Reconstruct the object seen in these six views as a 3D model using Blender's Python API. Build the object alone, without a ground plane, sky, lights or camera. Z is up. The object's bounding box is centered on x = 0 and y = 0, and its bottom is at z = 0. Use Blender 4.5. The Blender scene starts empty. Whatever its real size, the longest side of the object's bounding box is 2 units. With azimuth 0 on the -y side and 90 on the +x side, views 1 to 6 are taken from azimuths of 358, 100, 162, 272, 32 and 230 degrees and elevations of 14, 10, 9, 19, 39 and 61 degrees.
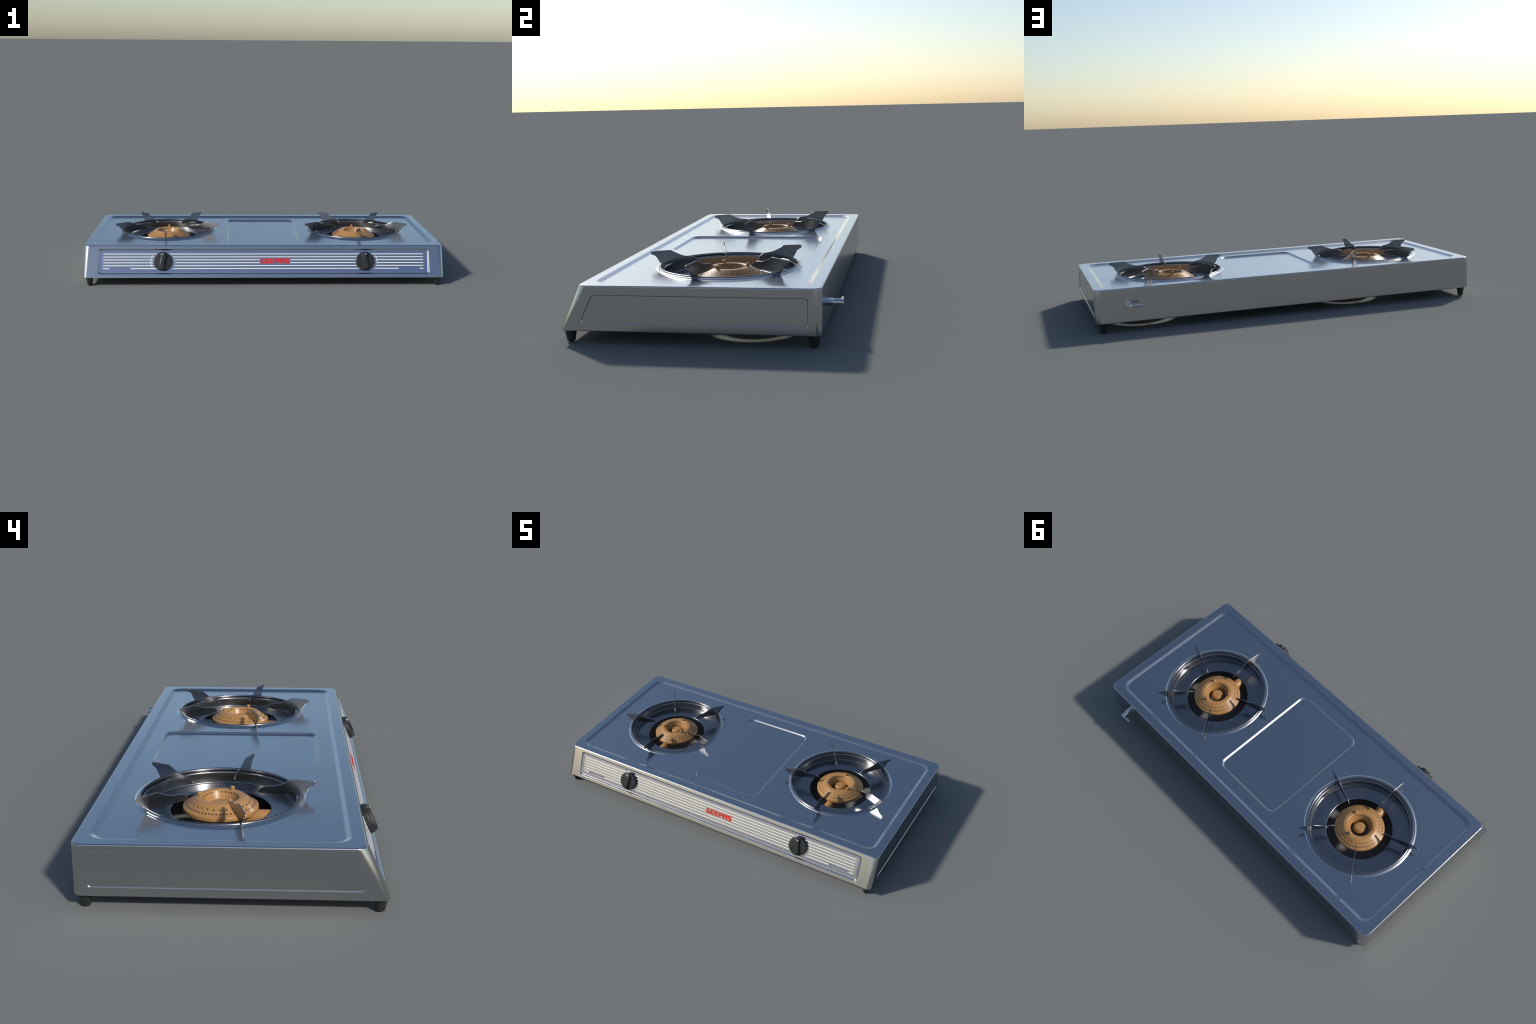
"""Two-burner table-top gas stove: pressed steel housing, drip pans, pan supports,
brass burners, printed front panel with two knobs, gas inlet and rubber feet."""
import bpy, bmesh, math
from math import sin, cos, pi, radians, hypot
from mathutils import Vector, Matrix
from mathutils.geometry import tessellate_polygon

# ------------------------------------------------------------------ sizes (metres)
HALF_W = 1.0                      # half width of the housing
Y_BACK = 0.438                    # back wall
Y_FRONT_TOP, Y_FRONT_BOTTOM = -0.4255, -0.5012
Z_BOTTOM, Z_TOP = 0.0445, 0.2115  # lower rim of the housing, border of the cooktop
Z_DECK = 0.2033                   # sunken deck inside the border
Z_TRAY = 0.1957                   # sunken rest between the burners
CORNER_R, CORNER_R_TOP = 0.022, 0.032   # upright corners open out towards the top
SHEET = 0.003                     # sheet thickness
BURNERS = [(-0.5615, 0.0315), (0.5615, 0.0315)]
HOLE_R = 0.290
SEG = 96

# ------------------------------------------------------------------ materials
def new_material(name):
    m = bpy.data.materials.new(name)
    m.use_nodes = True
    nt = m.node_tree
    return m, nt, nt.nodes["Principled BSDF"]

def grain(nt, bsdf, scale, lo, hi, bump=0.0, stretch=(1, 1, 1), bump_scale=None):
    """roughness that wanders between lo and hi, with an optional fine bump"""
    tc = nt.nodes.new("ShaderNodeTexCoord")
    mp = nt.nodes.new("ShaderNodeMapping")
    mp.inputs["Scale"].default_value = stretch
    nz = nt.nodes.new("ShaderNodeTexNoise")
    nz.inputs["Scale"].default_value = scale
    nz.inputs["Detail"].default_value = 3
    mr = nt.nodes.new("ShaderNodeMapRange")
    mr.inputs["From Min"].default_value = 0.3
    mr.inputs["From Max"].default_value = 0.7
    mr.inputs["To Min"].default_value = lo
    mr.inputs["To Max"].default_value = hi
    nt.links.new(tc.outputs["Object"], mp.inputs["Vector"])
    nt.links.new(mp.outputs["Vector"], nz.inputs["Vector"])
    nt.links.new(nz.outputs["Fac"], mr.inputs["Value"])
    nt.links.new(mr.outputs["Result"], bsdf.inputs["Roughness"])
    if bump:
        n2 = nt.nodes.new("ShaderNodeTexNoise")
        n2.inputs["Scale"].default_value = bump_scale or scale * 6
        n2.inputs["Detail"].default_value = 2
        nt.links.new(mp.outputs["Vector"], n2.inputs["Vector"])
        b = nt.nodes.new("ShaderNodeBump")
        b.inputs["Strength"].default_value = bump
        b.inputs["Distance"].default_value = 0.001
        nt.links.new(n2.outputs["Fac"], b.inputs["Height"])
        nt.links.new(b.outputs["Normal"], bsdf.inputs["Normal"])
    return nz

def metal(name, col, lo, hi, scale=18, bump=0.0, bump_scale=None):
    m, nt, b = new_material(name)
    b.inputs["Base Color"].default_value = (*col, 1)
    b.inputs["Metallic"].default_value = 1.0
    grain(nt, b, scale, lo, hi, bump, bump_scale=bump_scale)
    return m

def plain(name, col, rough, spec=0.5, coat=0.0):
    m, nt, b = new_material(name)
    b.inputs["Base Color"].default_value = (*col, 1)
    b.inputs["Specular IOR Level"].default_value = spec
    b.inputs["Coat Weight"].default_value = coat
    grain(nt, b, 30, rough * 0.92, rough * 1.08)
    return m

STEEL = metal("pressed_stainless_steel", (0.55, 0.55, 0.55), 0.17, 0.20)
PAN_STEEL = metal("dark_polished_pan_steel", (0.27, 0.27, 0.275), 0.21, 0.25, bump=0.05, bump_scale=260)
ARM_STEEL = metal("dark_support_steel", (0.255, 0.255, 0.26), 0.20, 0.25, bump=0.04, bump_scale=220)
CHROME = metal("chromed_inlet", (0.62, 0.62, 0.63), 0.14, 0.18)
BLACK = plain("black_knob_plastic", (0.022, 0.022, 0.023), 0.32)
RUBBER = plain("black_rubber", (0.018, 0.018, 0.018), 0.55)
WHITE = plain("white_print", (0.80, 0.80, 0.82), 0.45)
BLUE = plain("blue_print", (0.055, 0.085, 0.42), 0.45)
RED = plain("red_print", (0.72, 0.010, 0.013), 0.5, spec=0.2)
PORT = plain("dark_port", (0.014, 0.014, 0.017), 0.35)

BRASS, _nt, _b = new_material("cast_brass")
_b.inputs["Metallic"].default_value = 0.0
_b.inputs["Specular IOR Level"].default_value = 0.5
_nz = grain(_nt, _b, 25, 0.30, 0.38, 0.05, bump_scale=180)
_cr = _nt.nodes.new("ShaderNodeValToRGB")
_cr.color_ramp.elements[0].position, _cr.color_ramp.elements[1].position = 0.3, 0.7
_cr.color_ramp.elements[0].color = (0.420, 0.216, 0.070, 1)
_cr.color_ramp.elements[1].color = (0.445, 0.230, 0.077, 1)
_nt.links.new(_nz.outputs["Fac"], _cr.inputs["Fac"])
_nt.links.new(_cr.outputs["Color"], _b.inputs["Base Color"])

# ------------------------------------------------------------------ object helpers
def make_object(name, mesh, mat, parent, loc=(0, 0, 0)):
    ob = bpy.data.objects.new(name, mesh)
    if mat is not None and not mesh.materials:
        mesh.materials.append(mat)
    bpy.context.scene.collection.objects.link(ob)
    ob.parent = parent
    ob.location = loc
    return ob

def finish(mesh, angle=38):
    mesh.validate()
    for p in mesh.polygons:
        p.use_smooth = True
    mesh.set_sharp_from_angle(angle=radians(angle))
    mesh.update()
    return mesh

def mesh_from(name, verts, faces, angle=38):
    me = bpy.data.meshes.new(name)
    me.from_pydata([tuple(v) for v in verts], [], faces)
    bm = bmesh.new(); bm.from_mesh(me)
    bmesh.ops.remove_doubles(bm, verts=bm.verts, dist=1e-6)
    bmesh.ops.recalc_face_normals(bm, faces=bm.faces)
    bm.to_mesh(me); bm.free()
    return finish(me, angle)

def lathe(name, profile, seg=SEG, angle=38, axis_tilt=None):
    """revolve (r, z) pairs round z; r = 0 closes the end; closed if first == last"""
    verts, faces, rows = [], [], []
    for r, z in profile:
        if r < 1e-7:
            rows.append([len(verts)]); verts.append((0, 0, z))
        else:
            rows.append(list(range(len(verts), len(verts) + seg)))
            verts += [(r * cos(2 * pi * i / seg), r * sin(2 * pi * i / seg), z) for i in range(seg)]
    for a, b in zip(rows, rows[1:]):
        for i in range(seg):
            j = (i + 1) % seg
            if len(a) == 1 and len(b) == 1:
                continue
            if len(a) == 1: faces.append((a[0], b[i], b[j]))
            elif len(b) == 1: faces.append((a[i], a[j], b[0]))
            else: faces.append((a[i], a[j], b[j], b[i]))
    return mesh_from(name, verts, faces, angle)

def arc(cx, cz, r, a0, a1, n):
    return [(cx + r * cos(radians(a0 + (a1 - a0) * i / n)), cz + r * sin(radians(a0 + (a1 - a0) * i / n)))
            for i in range(n + 1)]

def smooth_curve(pts, n=6, closed=False):
    """Catmull-Rom through 2D control points"""
    out, k = [], len(pts)
    for i in range(k if closed else k - 1):
        g = (lambda j: pts[j % k]) if closed else (lambda j: pts[min(max(j, 0), k - 1)])
        p0, p1, p2, p3 = g(i - 1), g(i), g(i + 1), g(i + 2)
        for s in range(n):
            t = s / n
            out.append(tuple(0.5 * (2 * p1[c] + (p2[c] - p0[c]) * t + (2 * p0[c] - 5 * p1[c] + 4 * p2[c] - p3[c]) * t * t
                                    + (3 * p1[c] - p0[c] - 3 * p2[c] + p3[c]) * t ** 3) for c in (0, 1)))
    if not closed:
        out.append(pts[-1])
    return out

def plate_from_outline(name, outline, thick, bevel, to3d, segments=2):
    """2D outline -> plate of given thickness with rounded edges; to3d(u, v, w) places it"""
    bm = bmesh.new()
    a = [bm.verts.new(to3d(u, v, -thick / 2)) for u, v in outline]
    b = [bm.verts.new(to3d(u, v, thick / 2)) for u, v in outline]
    n = len(a)
    bm.faces.new(a[::-1]); bm.faces.new(b)
    for i in range(n):
        bm.faces.new((a[i], a[(i + 1) % n], b[(i + 1) % n], b[i]))
    bmesh.ops.recalc_face_normals(bm, faces=bm.faces)
    if bevel:
        rim = [e for e in bm.edges if {len(f.verts) > 4 for f in e.link_faces} == {True, False}]
        bmesh.ops.bevel(bm, geom=rim, offset=bevel, segments=segments, profile=0.5, affect='EDGES')
    me = bpy.data.meshes.new(name)
    bm.to_mesh(me); bm.free()
    finish(me, 50)
    for p in me.polygons:                      # the two broad sides stay truly flat
        if len(p.vertices) > 4: p.use_smooth = False
    return me

def rounded_rect(x0, x1, y0, y1, r, seg=8):
    """counter-clockwise from the lower left corner, seg + 1 points per corner"""
    out = []
    for cx, cy, a in ((x0 + r, y0 + r, 180), (x1 - r, y0 + r, 270), (x1 - r, y1 - r, 0), (x0 + r, y1 - r, 90)):
        out += [(cx + r * cos(radians(a + 90 * i / seg)), cy + r * sin(radians(a + 90 * i / seg))) for i in range(seg + 1)]
    return out

def rounded_polygon(corners, radii, seg=6):
    out, k = [], len(corners)
    for i in range(k):
        p, a, b = Vector(corners[i]), Vector(corners[i - 1]), Vector(corners[(i + 1) % k])
        da, db = (a - p).normalized(), (b - p).normalized()
        half = math.acos(max(-1, min(1, da.dot(db)))) / 2
        d = radii[i] / math.tan(half)
        c = p + (da + db).normalized() * (radii[i] / sin(half))
        v0, v1 = p + da * d - c, p + db * d - c
        sgn = v0.x * v1.y - v0.y * v1.x
        tot = math.acos(max(-1, min(1, v0.dot(v1) / (v0.length * v1.length)))) * (1 if sgn > 0 else -1)
        for s in range(seg + 1):
            t = tot * s / seg
            out.append((c.x + v0.x * cos(t) - v0.y * sin(t), c.y + v0.x * sin(t) + v0.y * cos(t)))
    return out

# ------------------------------------------------------------------ root
stove = bpy.data.objects.new("gas_stove", None)
bpy.context.scene.collection.objects.link(stove)
stove["label"] = "low stainless steel two-burner gas stove with brass burners"
stove["category"] = "gas stove"

# ================================================================== HOUSING
def step_profile(t, ramp):
    """0..1 drop: constant slope in the middle, rounded over a share `ramp` at each end"""
    m = 1 / (1 - ramp)
    if t < ramp: return m * t * t / (2 * ramp)
    if t > 1 - ramp: return 1 - m * (1 - t) ** 2 / (2 * ramp)
    return m * (t - ramp / 2)

class Sheet:
    """pressed sheet: welded vertices, faces tagged flat (exact normal) or curved, and by region"""
    def __init__(self):
        self.v, self.key, self.f = [], {}, []
    def vert(self, p):
        k = (round(p[0], 6), round(p[1], 6), round(p[2], 6))
        if k not in self.key:
            self.key[k] = len(self.v); self.v.append(Vector(p))
        return self.key[k]
    def face(self, pts, flat, region):
        ids = []
        for p in pts:
            i = self.vert(p)
            if i not in ids: ids.append(i)
        if len(ids) > 2: self.f.append((tuple(ids), flat, region))
    def band(self, a, b, flat, region, skip=()):
        n = len(a)
        for i in range(n):
            if i in skip: continue
            j = (i + 1) % n
            self.face((a[i], a[j], b[j], b[i]), flat, region)
    def fill(self, loops, to3d, normal, region):
        polys = [[Vector((u, v, 0)) for u, v in lp] for lp in loops]
        flatpts = [p for lp in loops for p in lp]
        for t in tessellate_polygon(polys):
            tri = [Vector(to3d(*flatpts[i])) for i in t]
            nrm = (tri[1] - tri[0]).cross(tri[2] - tri[0])
            if nrm.length < 1e-12: continue
            if nrm.dot(normal) < 0: tri.reverse()
            self.face(tri, True, region)

def front_y(z):
    return Y_FRONT_BOTTOM + (Y_FRONT_TOP - Y_FRONT_BOTTOM) * (z - Z_BOTTOM) / (Z_TOP - Z_BOTTOM)

def housing_loop(inset, z, r=None):
    r = CORNER_R + (CORNER_R_TOP - CORNER_R) * (z - Z_BOTTOM) / (Z_TOP - Z_BOTTOM) - inset
    return [(x, y, z) for x, y in rounded_rect(-HALF_W + inset, HALF_W - inset, front_y(z) + inset, Y_BACK - inset, r)]

sheet = Sheet()
EDGE_T, EDGE_B = 0.005, 0.004
low_loops = [housing_loop(EDGE_B * (1 - cos(radians(a))) , Z_BOTTOM + EDGE_B - EDGE_B * sin(radians(a)))
             for a in (0, 18, 36, 54, 72, 90)]
low_loops.append(housing_loop(0.018, Z_BOTTOM))            # flange turned in under the wall
top_loops = [housing_loop(EDGE_T * (1 - cos(radians(a))), Z_TOP - EDGE_T + EDGE_T * sin(radians(a)))
             for a in (0, 15, 30, 45, 60, 75, 90)]
for a, b in zip(low_loops[1:], low_loops): sheet.band(a, b, False, "housing")
for a, b in zip(top_loops, top_loops[1:]): sheet.band(a, b, False, "housing")

# upright walls: corners as quads, straight runs are filled separately
wb, wt = low_loops[0], top_loops[0]
SEGC = 8
straights = {SEGC: "front", 2 * SEGC + 1: "right", 3 * SEGC + 2: "back", 4 * SEGC + 3: "left"}
sheet.band(wb, wt, False, "housing", skip=straights)
for i, side in straights.items():
    j = (i + 1) % len(wb)
    if side == "back":
        sheet.face((wb[i], wb[j], wt[j], wt[i]), True, "housing")

# --- front: tilted plane with the sunken name panel
F0 = Vector((0, wb[SEGC][1], wb[SEGC][2]))
F1 = Vector((0, wt[SEGC][1], wt[SEGC][2]))
FU = (F1 - F0).normalized()                     # up the slope
FN = Vector((0, -FU.z, FU.y))                   # outward
S0 = -(F0.z - Z_BOTTOM) / FU.z                  # slope coordinate is 0 at the lower rim
def on_front(x, s, out=0.0):
    return F0 + Vector((x, 0, 0)) + FU * (s + S0) + FN * out
front_outer = [(wb[SEGC][0], -S0), (wb[SEGC + 1][0], -S0), (wt[SEGC + 1][0], (F1 - F0).length - S0), (wt[SEGC][0], (F1 - F0).length - S0)]
PANEL = dict(x=0.9195, s0=0.0205, s1=0.1655, r=0.016, w=0.0095, depth=0.0075)
def panel_loop(t, outline=PANEL):
    w = outline["w"] * t
    sm = t * t * (3 - 2 * t)
    lp = rounded_rect(-outline["x"] + w, outline["x"] - w, outline["s0"] + w, outline["s1"] - w, outline["r"] - w * 0.6)
    return lp, -outline["depth"] * sm
STEPS = [i / 12 for i in range(13)]
first, _ = panel_loop(0)
sheet.fill([front_outer, first[::-1]], lambda x, s: on_front(x, s), FN, "housing")
prev = None
for t in STEPS:
    lp, d = panel_loop(t)
    cur = [on_front(x, s, d) for x, s in lp]
    if prev: sheet.band(prev, cur, False, "housing")
    prev = cur
lp, d = panel_loop(1)
sheet.fill([lp], lambda x, s: on_front(x, s, d), FN, "housing")
PANEL_D = d

# --- sides: shallow pressed trapezoid
SIDE_STEP, SIDE_DEPTH = 0.0028, 0.0022
def side_outline(inset):
    z0, z1, yb = 0.0735 + inset, 0.1775 - inset, 0.3925 - inset
    slope = 0.045 / 0.0894
    fy = lambda z: -0.4225 + (z - 0.0806) * slope + inset * 1.12
    return rounded_polygon([(fy(z0), z0), (yb, z0), (yb, z1), (fy(z1), z1)],
                           [0.010 - inset * .5, 0.009 - inset * .5, 0.010 - inset * .5, 0.014 - inset * .5])
for side, sx in (("right", 1), ("left", -1)):
    i = [k for k, v in straights.items() if v == side][0]
    j = (i + 1) % len(wb)
    quad = [(wb[i][1], wb[i][2]), (wb[j][1], wb[j][2]), (wt[j][1], wt[j][2]), (wt[i][1], wt[i][2])]
    nrm = Vector((sx, 0, 0))
    o0 = side_outline(0)
    sheet.fill([quad, o0[::-1]], lambda y, z: (sx * HALF_W, y, z), nrm, "housing")
    prev = None
    for t in (0, .1, .2, .8, .9, 1):
        sm = step_profile(t, 0.2)
        cur = [(sx * (HALF_W - SIDE_DEPTH * sm), y, z) for y, z in side_outline(SIDE_STEP * t)]
        if prev: sheet.band(prev, cur, False, "housing") if sx > 0 else sheet.band(prev[::-1], cur[::-1], False, "housing")
        prev = cur
    sheet.fill([side_outline(SIDE_STEP)], lambda y, z: (sx * (HALF_W - SIDE_DEPTH), y, z), nrm, "housing")

# --- cooktop: border, step down to the deck, tray, raised collars round the pans
BORDER, BORDER_W = 0.0405, 0.022
def deck_loop(t):
    sm = step_profile(t, 0.25)
    w = BORDER_W * t
    y0 = Y_FRONT_TOP + BORDER - 0.003
    return [(x, y, Z_TOP - (Z_TOP - Z_DECK) * sm) for x, y in
            rounded_rect(-HALF_W + BORDER + w, HALF_W - BORDER - w, y0 + w, Y_BACK - BORDER - w, 0.052 - w * 0.7)]
prev = deck_loop(0)
sheet.band(top_loops[-1], prev, True, "cooktop")
for t in STEPS[1:]:
    cur = deck_loop(t); sheet.band(prev, cur, False, "cooktop"); prev = cur
deck_edge = [(p[0], p[1]) for p in prev]
def tray_loop(t):
    sm = step_profile(t, 0.3)
    w = 0.0110 * t
    return [(x, y, Z_DECK - (Z_DECK - Z_TRAY) * sm) for x, y in
            rounded_rect(-0.2085 + w, 0.2085 - w, -0.3115 + w, 0.3215 - w, 0.042 - w * 0.6)]
tray0 = tray_loop(0)
circles = [[(cx + HOLE_R * cos(2 * pi * k / SEG), cy + HOLE_R * sin(2 * pi * k / SEG)) for k in range(SEG)] for cx, cy in BURNERS]
UP = Vector((0, 0, 1))
sheet.fill([deck_edge, [(p[0], p[1]) for p in tray0][::-1]] + [c[::-1] for c in circles],
           lambda x, y: (x, y, Z_DECK), UP, "cooktop")
prev = tray0
for t in STEPS[1:]:
    cur = tray_loop(t); sheet.band(prev, cur, False, "cooktop"); prev = cur
sheet.fill([[(p[0], p[1]) for p in prev]], lambda x, y: (x, y, Z_TRAY), UP, "cooktop")
collar = smooth_curve([(0.290, 0), (0.2872, 0.0004), (0.2845, 0.0020), (0.2815, 0.0042), (0.2785, 0.0055),
                       (0.2755, 0.0053), (0.2735, 0.0036), (0.2725, -0.0010), (0.2720, -0.012)], 3)
for cx, cy in BURNERS:
    prev = None
    for r, h in collar:
        cur = [(cx + r * cos(2 * pi * k / SEG), cy + r * sin(2 * pi * k / SEG), Z_DECK + h) for k in range(SEG)]
        if prev: sheet.band(prev, cur, False, "cooktop")
        prev = cur

# --- vertex normals, inner skin, split into cooktop and housing
def build_sheet(sheet):
    V, F = sheet.v, sheet.f
    def fnormal(ids):
        n = Vector((0, 0, 0))
        for k in range(len(ids)):
            a, b = V[ids[k]], V[ids[(k + 1) % len(ids)]]
            n += Vector(((a.y - b.y) * (a.z + b.z), (a.z - b.z) * (a.x + b.x), (a.x - b.x) * (a.y + b.y)))
        return n.normalized()
    fn = [fnormal(f[0]) for f in F]
    curved, flat = [Vector() for _ in V], [Vector() for _ in V]
    for (ids, is_flat, _), n in zip(F, fn):
        for k, i in enumerate(ids):
            if is_flat:
                flat[i] += n
            else:
                e1, e2 = V[ids[k - 1]] - V[i], V[ids[(k + 1) % len(ids)]] - V[i]
                w = e1.angle(e2) if e1.length > 0 and e2.length > 0 else 0
                curved[i] += n * w
    N = [(flat[i] if flat[i].length > 1e-6 else curved[i]).normalized() for i in range(len(V))]
    edges = {}
    for ids, _, reg in F:
        for k in range(len(ids)):
            a, b = ids[k], ids[(k + 1) % len(ids)]
            edges.setdefault((min(a, b), max(a, b)), []).append((a, b, reg))
    out = {}
    for region in ("housing", "cooktop"):
        vs, faces, normals, idx = [], [], [], {}
        def add(i, inner):
            if (i, inner) not in idx:
                idx[(i, inner)] = len(vs)
                vs.append(V[i] - N[i] * SHEET if inner else V[i])
            return idx[(i, inner)]
        for (ids, _, reg) in F:
            if reg != region: continue
            faces.append([add(i, 0) for i in ids]); normals += [N[i] for i in ids]
            r = ids[::-1]
            faces.append([add(i, 1) for i in r]); normals += [-N[i] for i in r]
        for e, uses in edges.items():
            if len(uses) == 1 and uses[0][2] == region:
                a, b, _ = uses[0]
                q = [add(b, 0), add(a, 0), add(a, 1), add(b, 1)]
                n = (vs[q[1]] - vs[q[0]]).cross(vs[q[3]] - vs[q[0]]).normalized()
                faces.append(q); normals += [n] * 4
        me = bpy.data.meshes.new(region)
        me.from_pydata([tuple(v) for v in vs], [], faces)
        for p in me.polygons: p.use_smooth = True
        me.normals_split_custom_set([tuple(n) for n in normals])
        me.update()
        out[region] = me
    return out

skins = build_sheet(sheet)
housing = make_object("housing", skins["housing"], STEEL, stove)
cooktop = make_object("cooktop", skins["cooktop"], STEEL, stove)

# ================================================================== PRINT ON THE FRONT PANEL
PRINT = 0.0006
def front_plate(name, outline, mat, parent, base=PANEL_D, thick=PRINT):
    c = (sum(p[0] for p in outline) / len(outline), sum(p[1] for p in outline) / len(outline))
    o = on_front(c[0], c[1], base)
    def to3d(u, v, w):
        return on_front(u, v, base + thick / 2 + w) - o
    me = plate_from_outline(name, outline, thick, 0, to3d)
    return make_object(name, me, mat, parent, o)

def rect(x0, x1, s0, s1):
    return [(x0, s0), (x1, s0), (x1, s1), (x0, s1)]

name_panel = bpy.data.objects.new("printed_panel", None)
bpy.context.scene.collection.objects.link(name_panel)
name_panel.parent = stove
LINE_H = 0.0046
LINES = [0.1362 - 0.01635 * i for i in range(6)]
gaps = {2: [(-0.0254, 0.1430)], 3: [(-0.0254, 0.1430)], 5: [(-0.8555, -0.7388), (0.7478, 0.8655)]}
for i, s in enumerate(LINES):
    x = -0.8905
    for g0, g1 in gaps.get(i, []) + [(0.888, None)]:
        front_plate("white_stripe", rect(x, g0, s - LINE_H / 2, s + LINE_H / 2), WHITE, name_panel)
        x = g1

def frame_mesh(name, outer, inner, base, thick):
    verts = [on_front(*p, base + t) for p, t in [(q, 0) for q in outer] + [(q, 0) for q in inner]
             + [(q, thick) for q in outer] + [(q, thick) for q in inner]]
    n = len(outer); f = []
    for i in range(n):
        j = (i + 1) % n
        f += [(2 * n + i, 2 * n + j, 3 * n + j, 3 * n + i), (i, j, 2 * n + j, 2 * n + i),
              (n + j, n + i, 3 * n + i, 3 * n + j), (j, i, n + i, n + j)]
    return mesh_from(name, verts, f)
bx, b0, b1, bw = 0.9062, 0.0400, 0.1518, 0.0026
make_object("blue_border_line",
            frame_mesh("blue_border_line", rounded_rect(-bx, bx, b0, b1, 0.013),
                       rounded_rect(-bx + bw, bx - bw, b0 + bw, b1 - bw, 0.0105), PANEL_D, PRINT), BLUE, name_panel)

# block capitals of the red name, as unions of bars on a 10 x 12 cell
def bar(x0, y0, x1, y1): return (x0, y0, x1, y1)
LETTERS = {
    "G": [bar(0, 9, 9.2, 12), bar(0, 3, 3.2, 9), bar(0, 0, 9.2, 3), bar(6, 3, 9.2, 7.2)],
    "E": [bar(0, 0, 2.7, 12), bar(2.7, 9.2, 9.3, 12), bar(2.7, 4.9, 9.3, 7.2), bar(2.7, 0, 9.3, 2.6)],
    "P": [bar(0, 0, 3, 12), bar(3, 9.2, 9, 12), bar(6, 7.3, 9, 9.2), bar(3, 4.6, 9, 7.3)],
    "A": [bar(0, 0, 3.6, 12), bar(7.6, 0, 11, 12), bar(3.6, 9.2, 7.6, 12), bar(3.6, 4.6, 7.6, 7.2)],
    "S": [bar(0, 9, 9.4, 12), bar(0, 7.2, 3, 9), bar(0, 4.9, 9.4, 7.2), bar(6.4, 2.6, 9.4, 4.9), bar(0, 0, 9.4, 2.6)],
}
def union_of_bars(name, bars, ox, oy, sx, sy):
    """exact grid union of rectangles, extruded, with clipped outer corners"""
    xs = sorted({b[0] for b in bars} | {b[2] for b in bars})
    ys = sorted({b[1] for b in bars} | {b[3] for b in bars})
    bm = bmesh.new()
    grid = {}
    def gv(i, j):
        if (i, j) not in grid:
            grid[(i, j)] = bm.verts.new((xs[i] * sx, ys[j] * sy, 0))
        return grid[(i, j)]
    for i in range(len(xs) - 1):
        for j in range(len(ys) - 1):
            mx, my = (xs[i] + xs[i + 1]) / 2, (ys[j] + ys[j + 1]) / 2
            if any(b[0] < mx < b[2] and b[1] < my < b[3] for b in bars):
                bm.faces.new((gv(i, j), gv(i + 1, j), gv(i + 1, j + 1), gv(i, j + 1)))
    bmesh.ops.dissolve_limit(bm, angle_limit=0.01, verts=bm.verts, edges=bm.edges)
    corners = [v for v in bm.verts if len(v.link_edges) == 2 and len(v.link_faces) == 1
               and v.link_loops[0].calc_angle() < 1.7]
    if corners:
        bmesh.ops.bevel(bm, geom=corners, offset=1.0 * sy, segments=3, profile=0.5, affect='VERTICES')
    ret = bmesh.ops.extrude_face_region(bm, geom=list(bm.faces))
    for v in [g for g in ret["geom"] if isinstance(g, bmesh.types.BMVert)]:
        v.co.z += PRINT
    bmesh.ops.recalc_face_normals(bm, faces=bm.faces)
    o = on_front(ox, oy, PANEL_D)
    for v in bm.verts:
        v.co = on_front(ox + v.co.x, oy + v.co.y, PANEL_D + v.co.z) - o
    me = bpy.data.meshes.new(name)
    bm.to_mesh(me); bm.free()
    for p in me.polygons: p.use_smooth = False
    return make_object(name, me, RED, name_panel, o)

NAME = "GEEPAS"
LOGO_X0, LOGO_X1, LOGO_S0, LOGO_S1 = -0.0219, 0.1401, 0.0822, 0.1100
widths = {"G": 9.2, "E": 9.3, "P": 9.0, "A": 11.0, "S": 9.4}
total = sum(widths[c] for c in NAME) + 1.05 * (len(NAME) - 1)
ux, uy = (LOGO_X1 - LOGO_X0) / total, (LOGO_S1 - LOGO_S0) / 12
x = LOGO_X0
for c in NAME:
    union_of_bars("red_letter", LETTERS[c], x, LOGO_S0, ux, uy)
    x += (widths[c] + 1.05) * ux
# tiny registered mark after the name: a small ring
make_object("red_mark", frame_mesh("red_mark",
            [(0.1428 + .0026 * cos(a * pi / 8), 0.1128 + .0026 * sin(a * pi / 8)) for a in range(16)],
            [(0.1428 + .0015 * cos(a * pi / 8), 0.1128 + .0015 * sin(a * pi / 8)) for a in range(16)],
            PANEL_D, PRINT), RED, name_panel)

def small_text(body, x0, x1, base_s, cap):
    cu = bpy.data.curves.new("text_source", 'FONT')
    cu.body = body; cu.size = 1.0; cu.extrude = 0.0; cu.offset = 0.00606
    cu.resolution_u = 3
    tmp = bpy.data.objects.new("text_source", cu)
    bpy.context.scene.collection.objects.link(tmp)
    bpy.context.view_layer.update()
    me = bpy.data.meshes.new_from_object(tmp.evaluated_get(bpy.context.evaluated_depsgraph_get()))
    bpy.data.objects.remove(tmp)
    bm = bmesh.new(); bm.from_mesh(me)
    xa, xb = min(v.co.x for v in bm.verts), max(v.co.x for v in bm.verts)
    top = max(v.co.y for v in bm.verts)
    o = on_front(x0, base_s, PANEL_D)
    for v in bm.verts:
        v.co = on_front(x0 + (v.co.x - xa) / (xb - xa) * (x1 - x0), base_s + v.co.y / top * cap, PANEL_D + PRINT) - o
    bmesh.ops.recalc_face_normals(bm, faces=bm.faces)
    bm.to_mesh(me); bm.free()
    me.name = "blue_lettering"
    me.materials.clear()
    make_object("blue_lettering", me, BLUE, name_panel, o)
small_text("Ignition System", -0.8525, -0.7424, 0.0525, 0.0100)
small_text("Ignition System", 0.7505, 0.8630, 0.0525, 0.0100)

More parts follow.
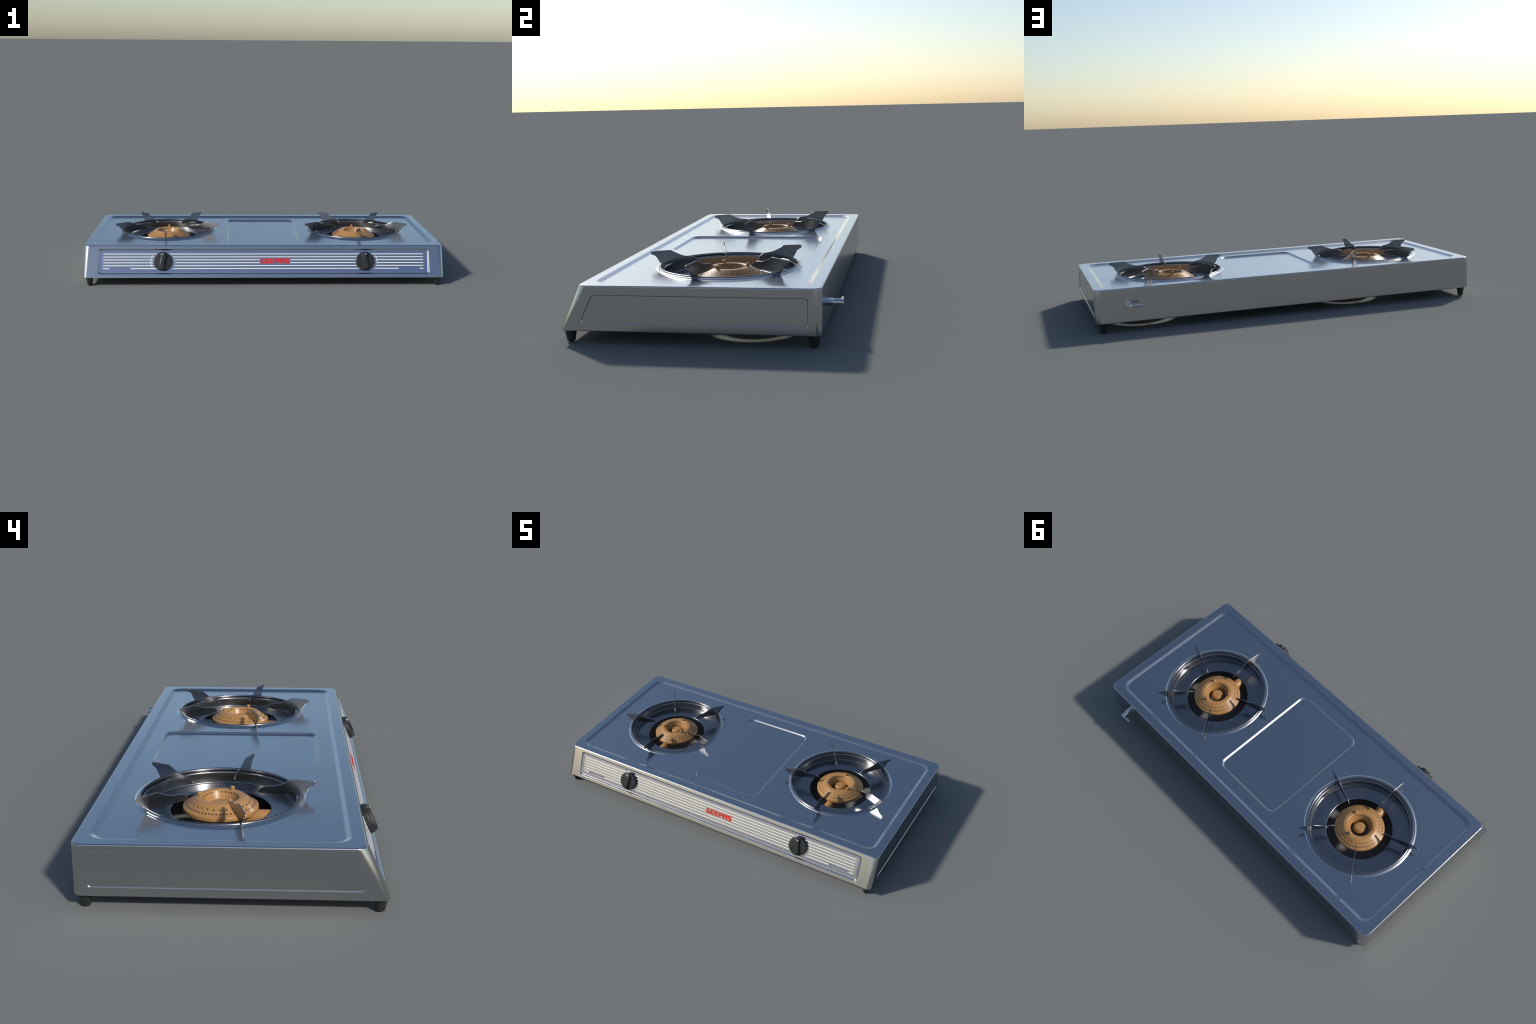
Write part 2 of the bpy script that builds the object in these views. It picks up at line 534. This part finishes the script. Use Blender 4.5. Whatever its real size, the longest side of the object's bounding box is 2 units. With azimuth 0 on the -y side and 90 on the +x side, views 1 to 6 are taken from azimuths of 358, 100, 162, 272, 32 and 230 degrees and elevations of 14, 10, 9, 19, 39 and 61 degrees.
# ================================================================== KNOBS
KNOB_X, KNOB_S, KNOB_R, KNOB_T = 0.5612, 0.0936, 0.0532, 0.0160
knob_frame = Matrix((( 1, 0, 0), (0, FU.y, FN.y), (0, FU.z, FN.z)))   # x, up the slope, outward
def tilt(me):
    me.transform(knob_frame.to_4x4()); return finish(me)

disc = tilt(lathe("control_knob", [(0, 0), (KNOB_R * 0.99, 0.0)] + [(KNOB_R, 0.002), (KNOB_R, 0.005), (KNOB_R - 0.0012, 0.0062)]
                  + [(KNOB_R - 0.0014, KNOB_T - 0.003)] + arc(KNOB_R - 0.0044, KNOB_T - 0.003, 0.003, 0, 90, 4)
                  + [(0, KNOB_T)], 64))
def grip_mesh(bend):
    """S-shaped ridge across the knob, lofted from rounded trapezoid sections"""
    rows, n = [], 32
    prof = smooth_curve([(-1.0, 0.0), (-0.88, 0.45), (-0.74, 0.88), (-0.55, 1.0), (0.55, 1.0), (0.74, 0.88), (0.88, 0.45), (1.0, 0.0)], 3)
    verts, faces = [], []
    for i in range(n + 1):
        v = -1 + 2 * i / n
        off = bend * 0.0038 * sin(v * pi * 0.95)
        endr = math.sqrt(max(0.0, 1 - abs(v) ** 8))
        half = 0.0165 * (0.6 + 0.4 * endr)
        h = 0.0125 * endr
        rows.append(range(len(verts), len(verts) + len(prof)))
        verts += [(off + half * u, v * 0.0485, KNOB_T - 0.001 + 0.001 * (1 if w > 0 else 0) + h * w) for u, w in prof]
    for a, b in zip(rows, rows[1:]):
        for k in range(len(prof) - 1):
            faces.append((a[k], a[k + 1], b[k + 1], b[k]))
        faces.append((a[len(prof) - 1], a[0], b[0], b[len(prof) - 1]))
    faces.append(tuple(rows[0])[::-1]); faces.append(tuple(rows[-1]))
    return mesh_from("knob_grip", verts, faces, 50)
grips = {sx: tilt(grip_mesh(-sx)) for sx in (-1, 1)}
dot = tilt(lathe("knob_pointer_dot", [(0, 0), (0.0032, 0), (0.0032, 0.0008), (0, 0.0008)], 20))
for sx in (-1, 1):
    k = make_object("control_knob", disc, BLACK, stove, on_front(sx * KNOB_X, KNOB_S, PANEL_D + 0.001))
    make_object("knob_grip", grips[sx], BLACK, k)
    d = make_object("knob_pointer_dot", dot, WHITE, k)
    d.location = FU * 0.0365 + FN * (KNOB_T + 0.0121) + Vector((0, 0, 0))
    # printed setting arc beside the knob
    mid = pi if sx < 0 else 0
    arcn = 24
    def ring(r): return [(sx * KNOB_X + r * cos(mid + (a / arcn - .5) * 1.2), KNOB_S + r * sin(mid + (a / arcn - .5) * 1.2)) for a in range(arcn + 1)]
    tap = [(1 - abs(a / arcn - .5) * 1.6) for a in range(arcn + 1)]
    o_, i_ = ring(0.0702), ring(0.0658)
    outline = [((o[0] * t + m[0] * (1 - t)), (o[1] * t + m[1] * (1 - t))) for o, m, t in zip(o_, ring(0.0680), tap)] + \
              [((q[0] * t + m[0] * (1 - t)), (q[1] * t + m[1] * (1 - t))) for q, m, t in zip(i_, ring(0.0680), tap)][::-1]
    front_plate("white_setting_arc", outline, WHITE, name_panel, PANEL_D + 0.0002, PRINT)

# ================================================================== BURNERS, PANS, SUPPORTS
pan_top = ([(0.2738, 0.1985), (0.2738, 0.2030), (0.2725, 0.2036)]
           + smooth_curve([(0.2650, 0.2036), (0.2600, 0.2034), (0.2570, 0.2030), (0.2552, 0.2020), (0.2541, 0.2003), (0.2536, 0.1985)], 3)
           + [(0.2534, 0.1960), (0.2529, 0.1655)]
           + smooth_curve([(0.2526, 0.1634), (0.2516, 0.1619), (0.2498, 0.1612), (0.2470, 0.1610)], 3)
           + [(0.2300, 0.1607), (0.2000, 0.1600), (0.1725, 0.1593), (0.1708, 0.1588), (0.1700, 0.1577)])
pan_bottom = [(0.1703, 0.1566), (0.2000, 0.1574), (0.2460, 0.1582), (0.2530, 0.1592), (0.2550, 0.1620), (0.2554, 0.1840),
              (0.2558, 0.1965), (0.2590, 0.2000), (0.2660, 0.2005), (0.2738, 0.1985)]
pan_mesh = lathe("drip_pan", pan_top + pan_bottom, 128, 45)

ring_mesh = lathe("pan_support", [(0.2698 + 0.0052 * cos(a * pi / 10), 0.2079 + 0.0052 * sin(a * pi / 10)) for a in range(21)], 128)

arm_ctrl_top = [(0.1222, 0.2212), (0.1270, 0.2275), (0.1337, 0.2330), (0.1420, 0.2378), (0.1511, 0.2405), (0.1640, 0.2416), (0.1775, 0.2424),
                (0.1870, 0.2438), (0.1965, 0.2464), (0.2090, 0.2510), (0.2213, 0.2565), (0.2320, 0.2620)]
arm_outline = (smooth_curve(arm_ctrl_top, 3) + [(0.2355, 0.2636), (0.2395, 0.2645), (0.2440, 0.2646), (0.2700, 0.2630), (0.2950, 0.2613), (0.3120, 0.2602)]
               + smooth_curve([(0.3165, 0.2590), (0.3196, 0.2560), (0.3203, 0.2520), (0.3190, 0.2475), (0.3150, 0.2450), (0.3090, 0.2432),
                               (0.3030, 0.2405), (0.2985, 0.2365), (0.2945, 0.2305), (0.2905, 0.2235), (0.2860, 0.2165), (0.2815, 0.2105)], 3)
               + [(0.2740, 0.2085), (0.2640, 0.2085), (0.2540, 0.2095), (0.2319, 0.2115), (0.2000, 0.2122), (0.1640, 0.2133), (0.1420, 0.2150), (0.1290, 0.2166), (0.1240, 0.2182)])
arm_mesh = plate_from_outline("support_arm", arm_outline[::-1], 0.0046, 0.0014, lambda u, v, w: Vector((u, w, v)), 3)

cap_profile = ([(0.1090, 0.1580), (0.1250, 0.1582)] + [(0.1278, 0.1588), (0.1285, 0.1600), (0.1285, 0.1695)]
               + smooth_curve([(0.1281, 0.1712), (0.1268, 0.1728), (0.1240, 0.1746), (0.1146, 0.1808), (0.1005, 0.1902), (0.0900, 0.1972)], 3)
               + smooth_curve([(0.0842, 0.2010), (0.0828, 0.2018), (0.0808, 0.2023)], 3)
               + smooth_curve([(0.0780, 0.2027), (0.0720, 0.2030), (0.0672, 0.2028), (0.0640, 0.2016), (0.0616, 0.1993), (0.0592, 0.1952),
                               (0.0550, 0.1870), (0.0500, 0.1765), (0.0470, 0.1690), (0.0455, 0.1640)], 3)
               + [(0.0448, 0.1600), (0.0450, 0.1440), (0.0480, 0.1430), (0.0500, 0.1580), (0.1090, 0.1580)])
cap_mesh = lathe("burner_cap", cap_profile, 120, 30)
bowl_mesh = lathe("burner_bowl", [(0.0520, 0.1582)] + smooth_curve([(0.1080, 0.1582), (0.1065, 0.1480), (0.1000, 0.1330), (0.0860, 0.1200), (0.0700, 0.1130)], 5)
                  + [(0.0580, 0.1130), (0.0540, 0.1180), (0.0520, 0.1582)], 96)
button_mesh = lathe("burner_button", [(0.0, 0.1200), (0.0200, 0.1200), (0.0210, 0.1230), (0.0225, 0.1500), (0.0305, 0.1590), (0.0328, 0.1640), (0.0328, 0.1690)]
                    + smooth_curve([(0.0324, 0.1704), (0.0305, 0.1742), (0.0275, 0.1795), (0.0245, 0.1832), (0.0222, 0.1846), (0.0205, 0.1850)], 3)
                    + [(0.0, 0.1852)], 64, 35)
peg_mesh = lathe("burner_peg", [(0, -0.004), (0.0064, -0.004), (0.0066, 0.0020), (0.0074, 0.0062)]
                 + smooth_curve([(0.0079, 0.0078), (0.0078, 0.0096), (0.0066, 0.0118), (0.0042, 0.0131), (0.0015, 0.0136)], 3) + [(0, 0.0137)], 24, 50)

def tube_between(name, stations, seg=24):
    """stations: (point, radius) along a line in the y direction"""
    verts, faces = [], []
    for (px, py, pz), r in stations:
        verts += [(px + r * cos(2 * pi * k / seg), py, pz + r * sin(2 * pi * k / seg)) for k in range(seg)]
    for a in range(len(stations) - 1):
        for k in range(seg):
            faces.append((a * seg + k, a * seg + (k + 1) % seg, (a + 1) * seg + (k + 1) % seg, (a + 1) * seg + k))
    faces.append(tuple(range(seg))); faces.append(tuple(range((len(stations) - 1) * seg, len(stations) * seg)))
    return mesh_from(name, verts, faces)
TUBE_Z = 0.1285
mixing_tube = tube_between("mixing_tube", [((0, -0.070, TUBE_Z), 0.0255), ((0, -0.115, TUBE_Z), 0.0265), ((0, -0.170, TUBE_Z), 0.0265),
                                           ((0, -0.300, TUBE_Z), 0.0200), ((0, -0.330, TUBE_Z), 0.021), ((0, -0.400, TUBE_Z), 0.021),
                                           ((0, -0.402, TUBE_Z), 0.010), ((0, -0.480, TUBE_Z - 0.004), 0.010)])

def ports_mesh():
    """flame ports: short dark studs set flush in the cap, square to its surface"""
    verts, faces = [], []
    def stud(r, z, ang, nr, nz, rad):
        c = Vector((r * cos(ang), r * sin(ang), z))
        n = Vector((nr * cos(ang), nr * sin(ang), nz)).normalized()
        t = Vector((-sin(ang), cos(ang), 0)); b = n.cross(t)
        base, k = len(verts), 10
        for h in (-0.002, 0.0004):
            verts.extend(c + n * h + (t * cos(2 * pi * i / k) + b * sin(2 * pi * i / k)) * rad for i in range(k))
        faces.append(tuple(range(base + k, base + 2 * k)))
        faces.extend((base + i, base + (i + 1) % k, base + k + (i + 1) % k, base + k + i) for i in range(k))
    def at(r, lo, hi):
        pts = [p for p in cap_profile if lo <= p[0] <= hi and p[1] > 0.163]
        for (r0, z0), (r1, z1) in zip(pts, pts[1:]):
            if min(r0, r1) <= r <= max(r0, r1):
                f = (r - r0) / (r1 - r0) if r1 != r0 else 0
                nx, nz = (z1 - z0), -(r1 - r0)
                if nz < 0: nx, nz = -nx, -nz
                return z0 + f * (z1 - z0), nx, nz
    for r, count, rad, phase in ((0.1150, 60, 0.0029, 0.5), (0.1000, 30, 0.0029, 0.25), (0.0596, 32, 0.0028, 0.0)):
        z, nx, nz = at(r, 0.07 if r > .07 else 0.05, 0.128 if r > .07 else 0.066)
        for i in range(count):
            stud(r, z, 2 * pi * (i + phase) / count, nx, nz, rad)
    for i in range(36):
        stud(0.0326, 0.1697, 2 * pi * i / 36, 1, 0.25, 0.0008)
    me = bpy.data.meshes.new("flame_port")
    me.from_pydata([tuple(v) for v in verts], [], faces)
    return finish(me)
port_mesh = ports_mesh()

for cx, cy in BURNERS:
    o = (cx, cy, 0)
    make_object("drip_pan", pan_mesh, PAN_STEEL, stove, o)
    sup = make_object("pan_support", ring_mesh, PAN_STEEL, stove, o)
    for i in range(5):
        arm = make_object("support_arm", arm_mesh, ARM_STEEL, sup)
        arm.rotation_euler = (0, 0, radians(-90 + 72 * i))
    burner = make_object("burner", bowl_mesh, BRASS, stove, o)
    make_object("burner_cap", cap_mesh, BRASS, burner)
    make_object("burner_button", button_mesh, BRASS, burner)
    make_object("mixing_tube", mixing_tube, BRASS, burner)
    pm = make_object("flame_port", port_mesh, PORT, burner)
    pm["kind"] = "stuff"
    for i in range(3):
        a = radians(90 + 120 * i)
        make_object("burner_peg", peg_mesh, BRASS, burner, (0.0715 * cos(a), 0.0715 * sin(a), 0.2033))

# ================================================================== GAS INLET
INLET = (0.842, 0.131)
pipe = bpy.data.objects.new("gas_inlet", None)
inlet_nut = lathe("inlet_nut", [(0, -0.02), (0.0150, -0.02), (0.0150, 0.0075), (0.0140, 0.0082), (0.0140, 0.0092), (0.0150, 0.0100),
                                (0.0150, 0.0270), (0.0138, 0.0282), (0, 0.0282)], 8, 20)
inlet_pipe = lathe("gas_inlet", [(0, -0.02), (0.0122, -0.02), (0.0122, 0.0605)] + arc(0.0107, 0.0605, 0.0015, 0, 90, 3) + [(0, 0.0620)], 32)
inlet_branch = lathe("inlet_branch", [(0, 0), (0.0062, 0), (0.0062, 0.0575)] + arc(0.0050, 0.0575, 0.0012, 0, 90, 3) + [(0, 0.0587)], 24)
to_y = Matrix.Rotation(radians(-90), 4, 'X')
for m in (inlet_nut, inlet_pipe): m.transform(to_y); finish(m, 20 if m is inlet_nut else 38)
inlet_branch.transform(Matrix.Rotation(radians(-90), 4, 'Y')); finish(inlet_branch)
bpy.data.objects.remove(pipe)
inlet = make_object("gas_inlet", inlet_pipe, CHROME, stove, (INLET[0], Y_BACK, INLET[1]))
make_object("inlet_nut", inlet_nut, CHROME, inlet)
make_object("inlet_branch", inlet_branch, CHROME, inlet, (0, 0.0535, 0.002))

# ================================================================== FEET
foot_mesh = lathe("foot", [(0, 0), (0.0110, 0)] + arc(0.0110, 0.0022, 0.0022, -90, -10, 4) + [(0.0200, 0.0440), (0.0205, 0.0480), (0.0, 0.0480)], 40)
foot_mesh.transform(Matrix.Diagonal((0.98, 1.13, 1, 1)))          # slightly oval
for fx in (-0.9655, 0.9655):
    for fy in (-0.4722, 0.4080):
        make_object("foot", foot_mesh, RUBBER, stove, (fx, fy, 0))
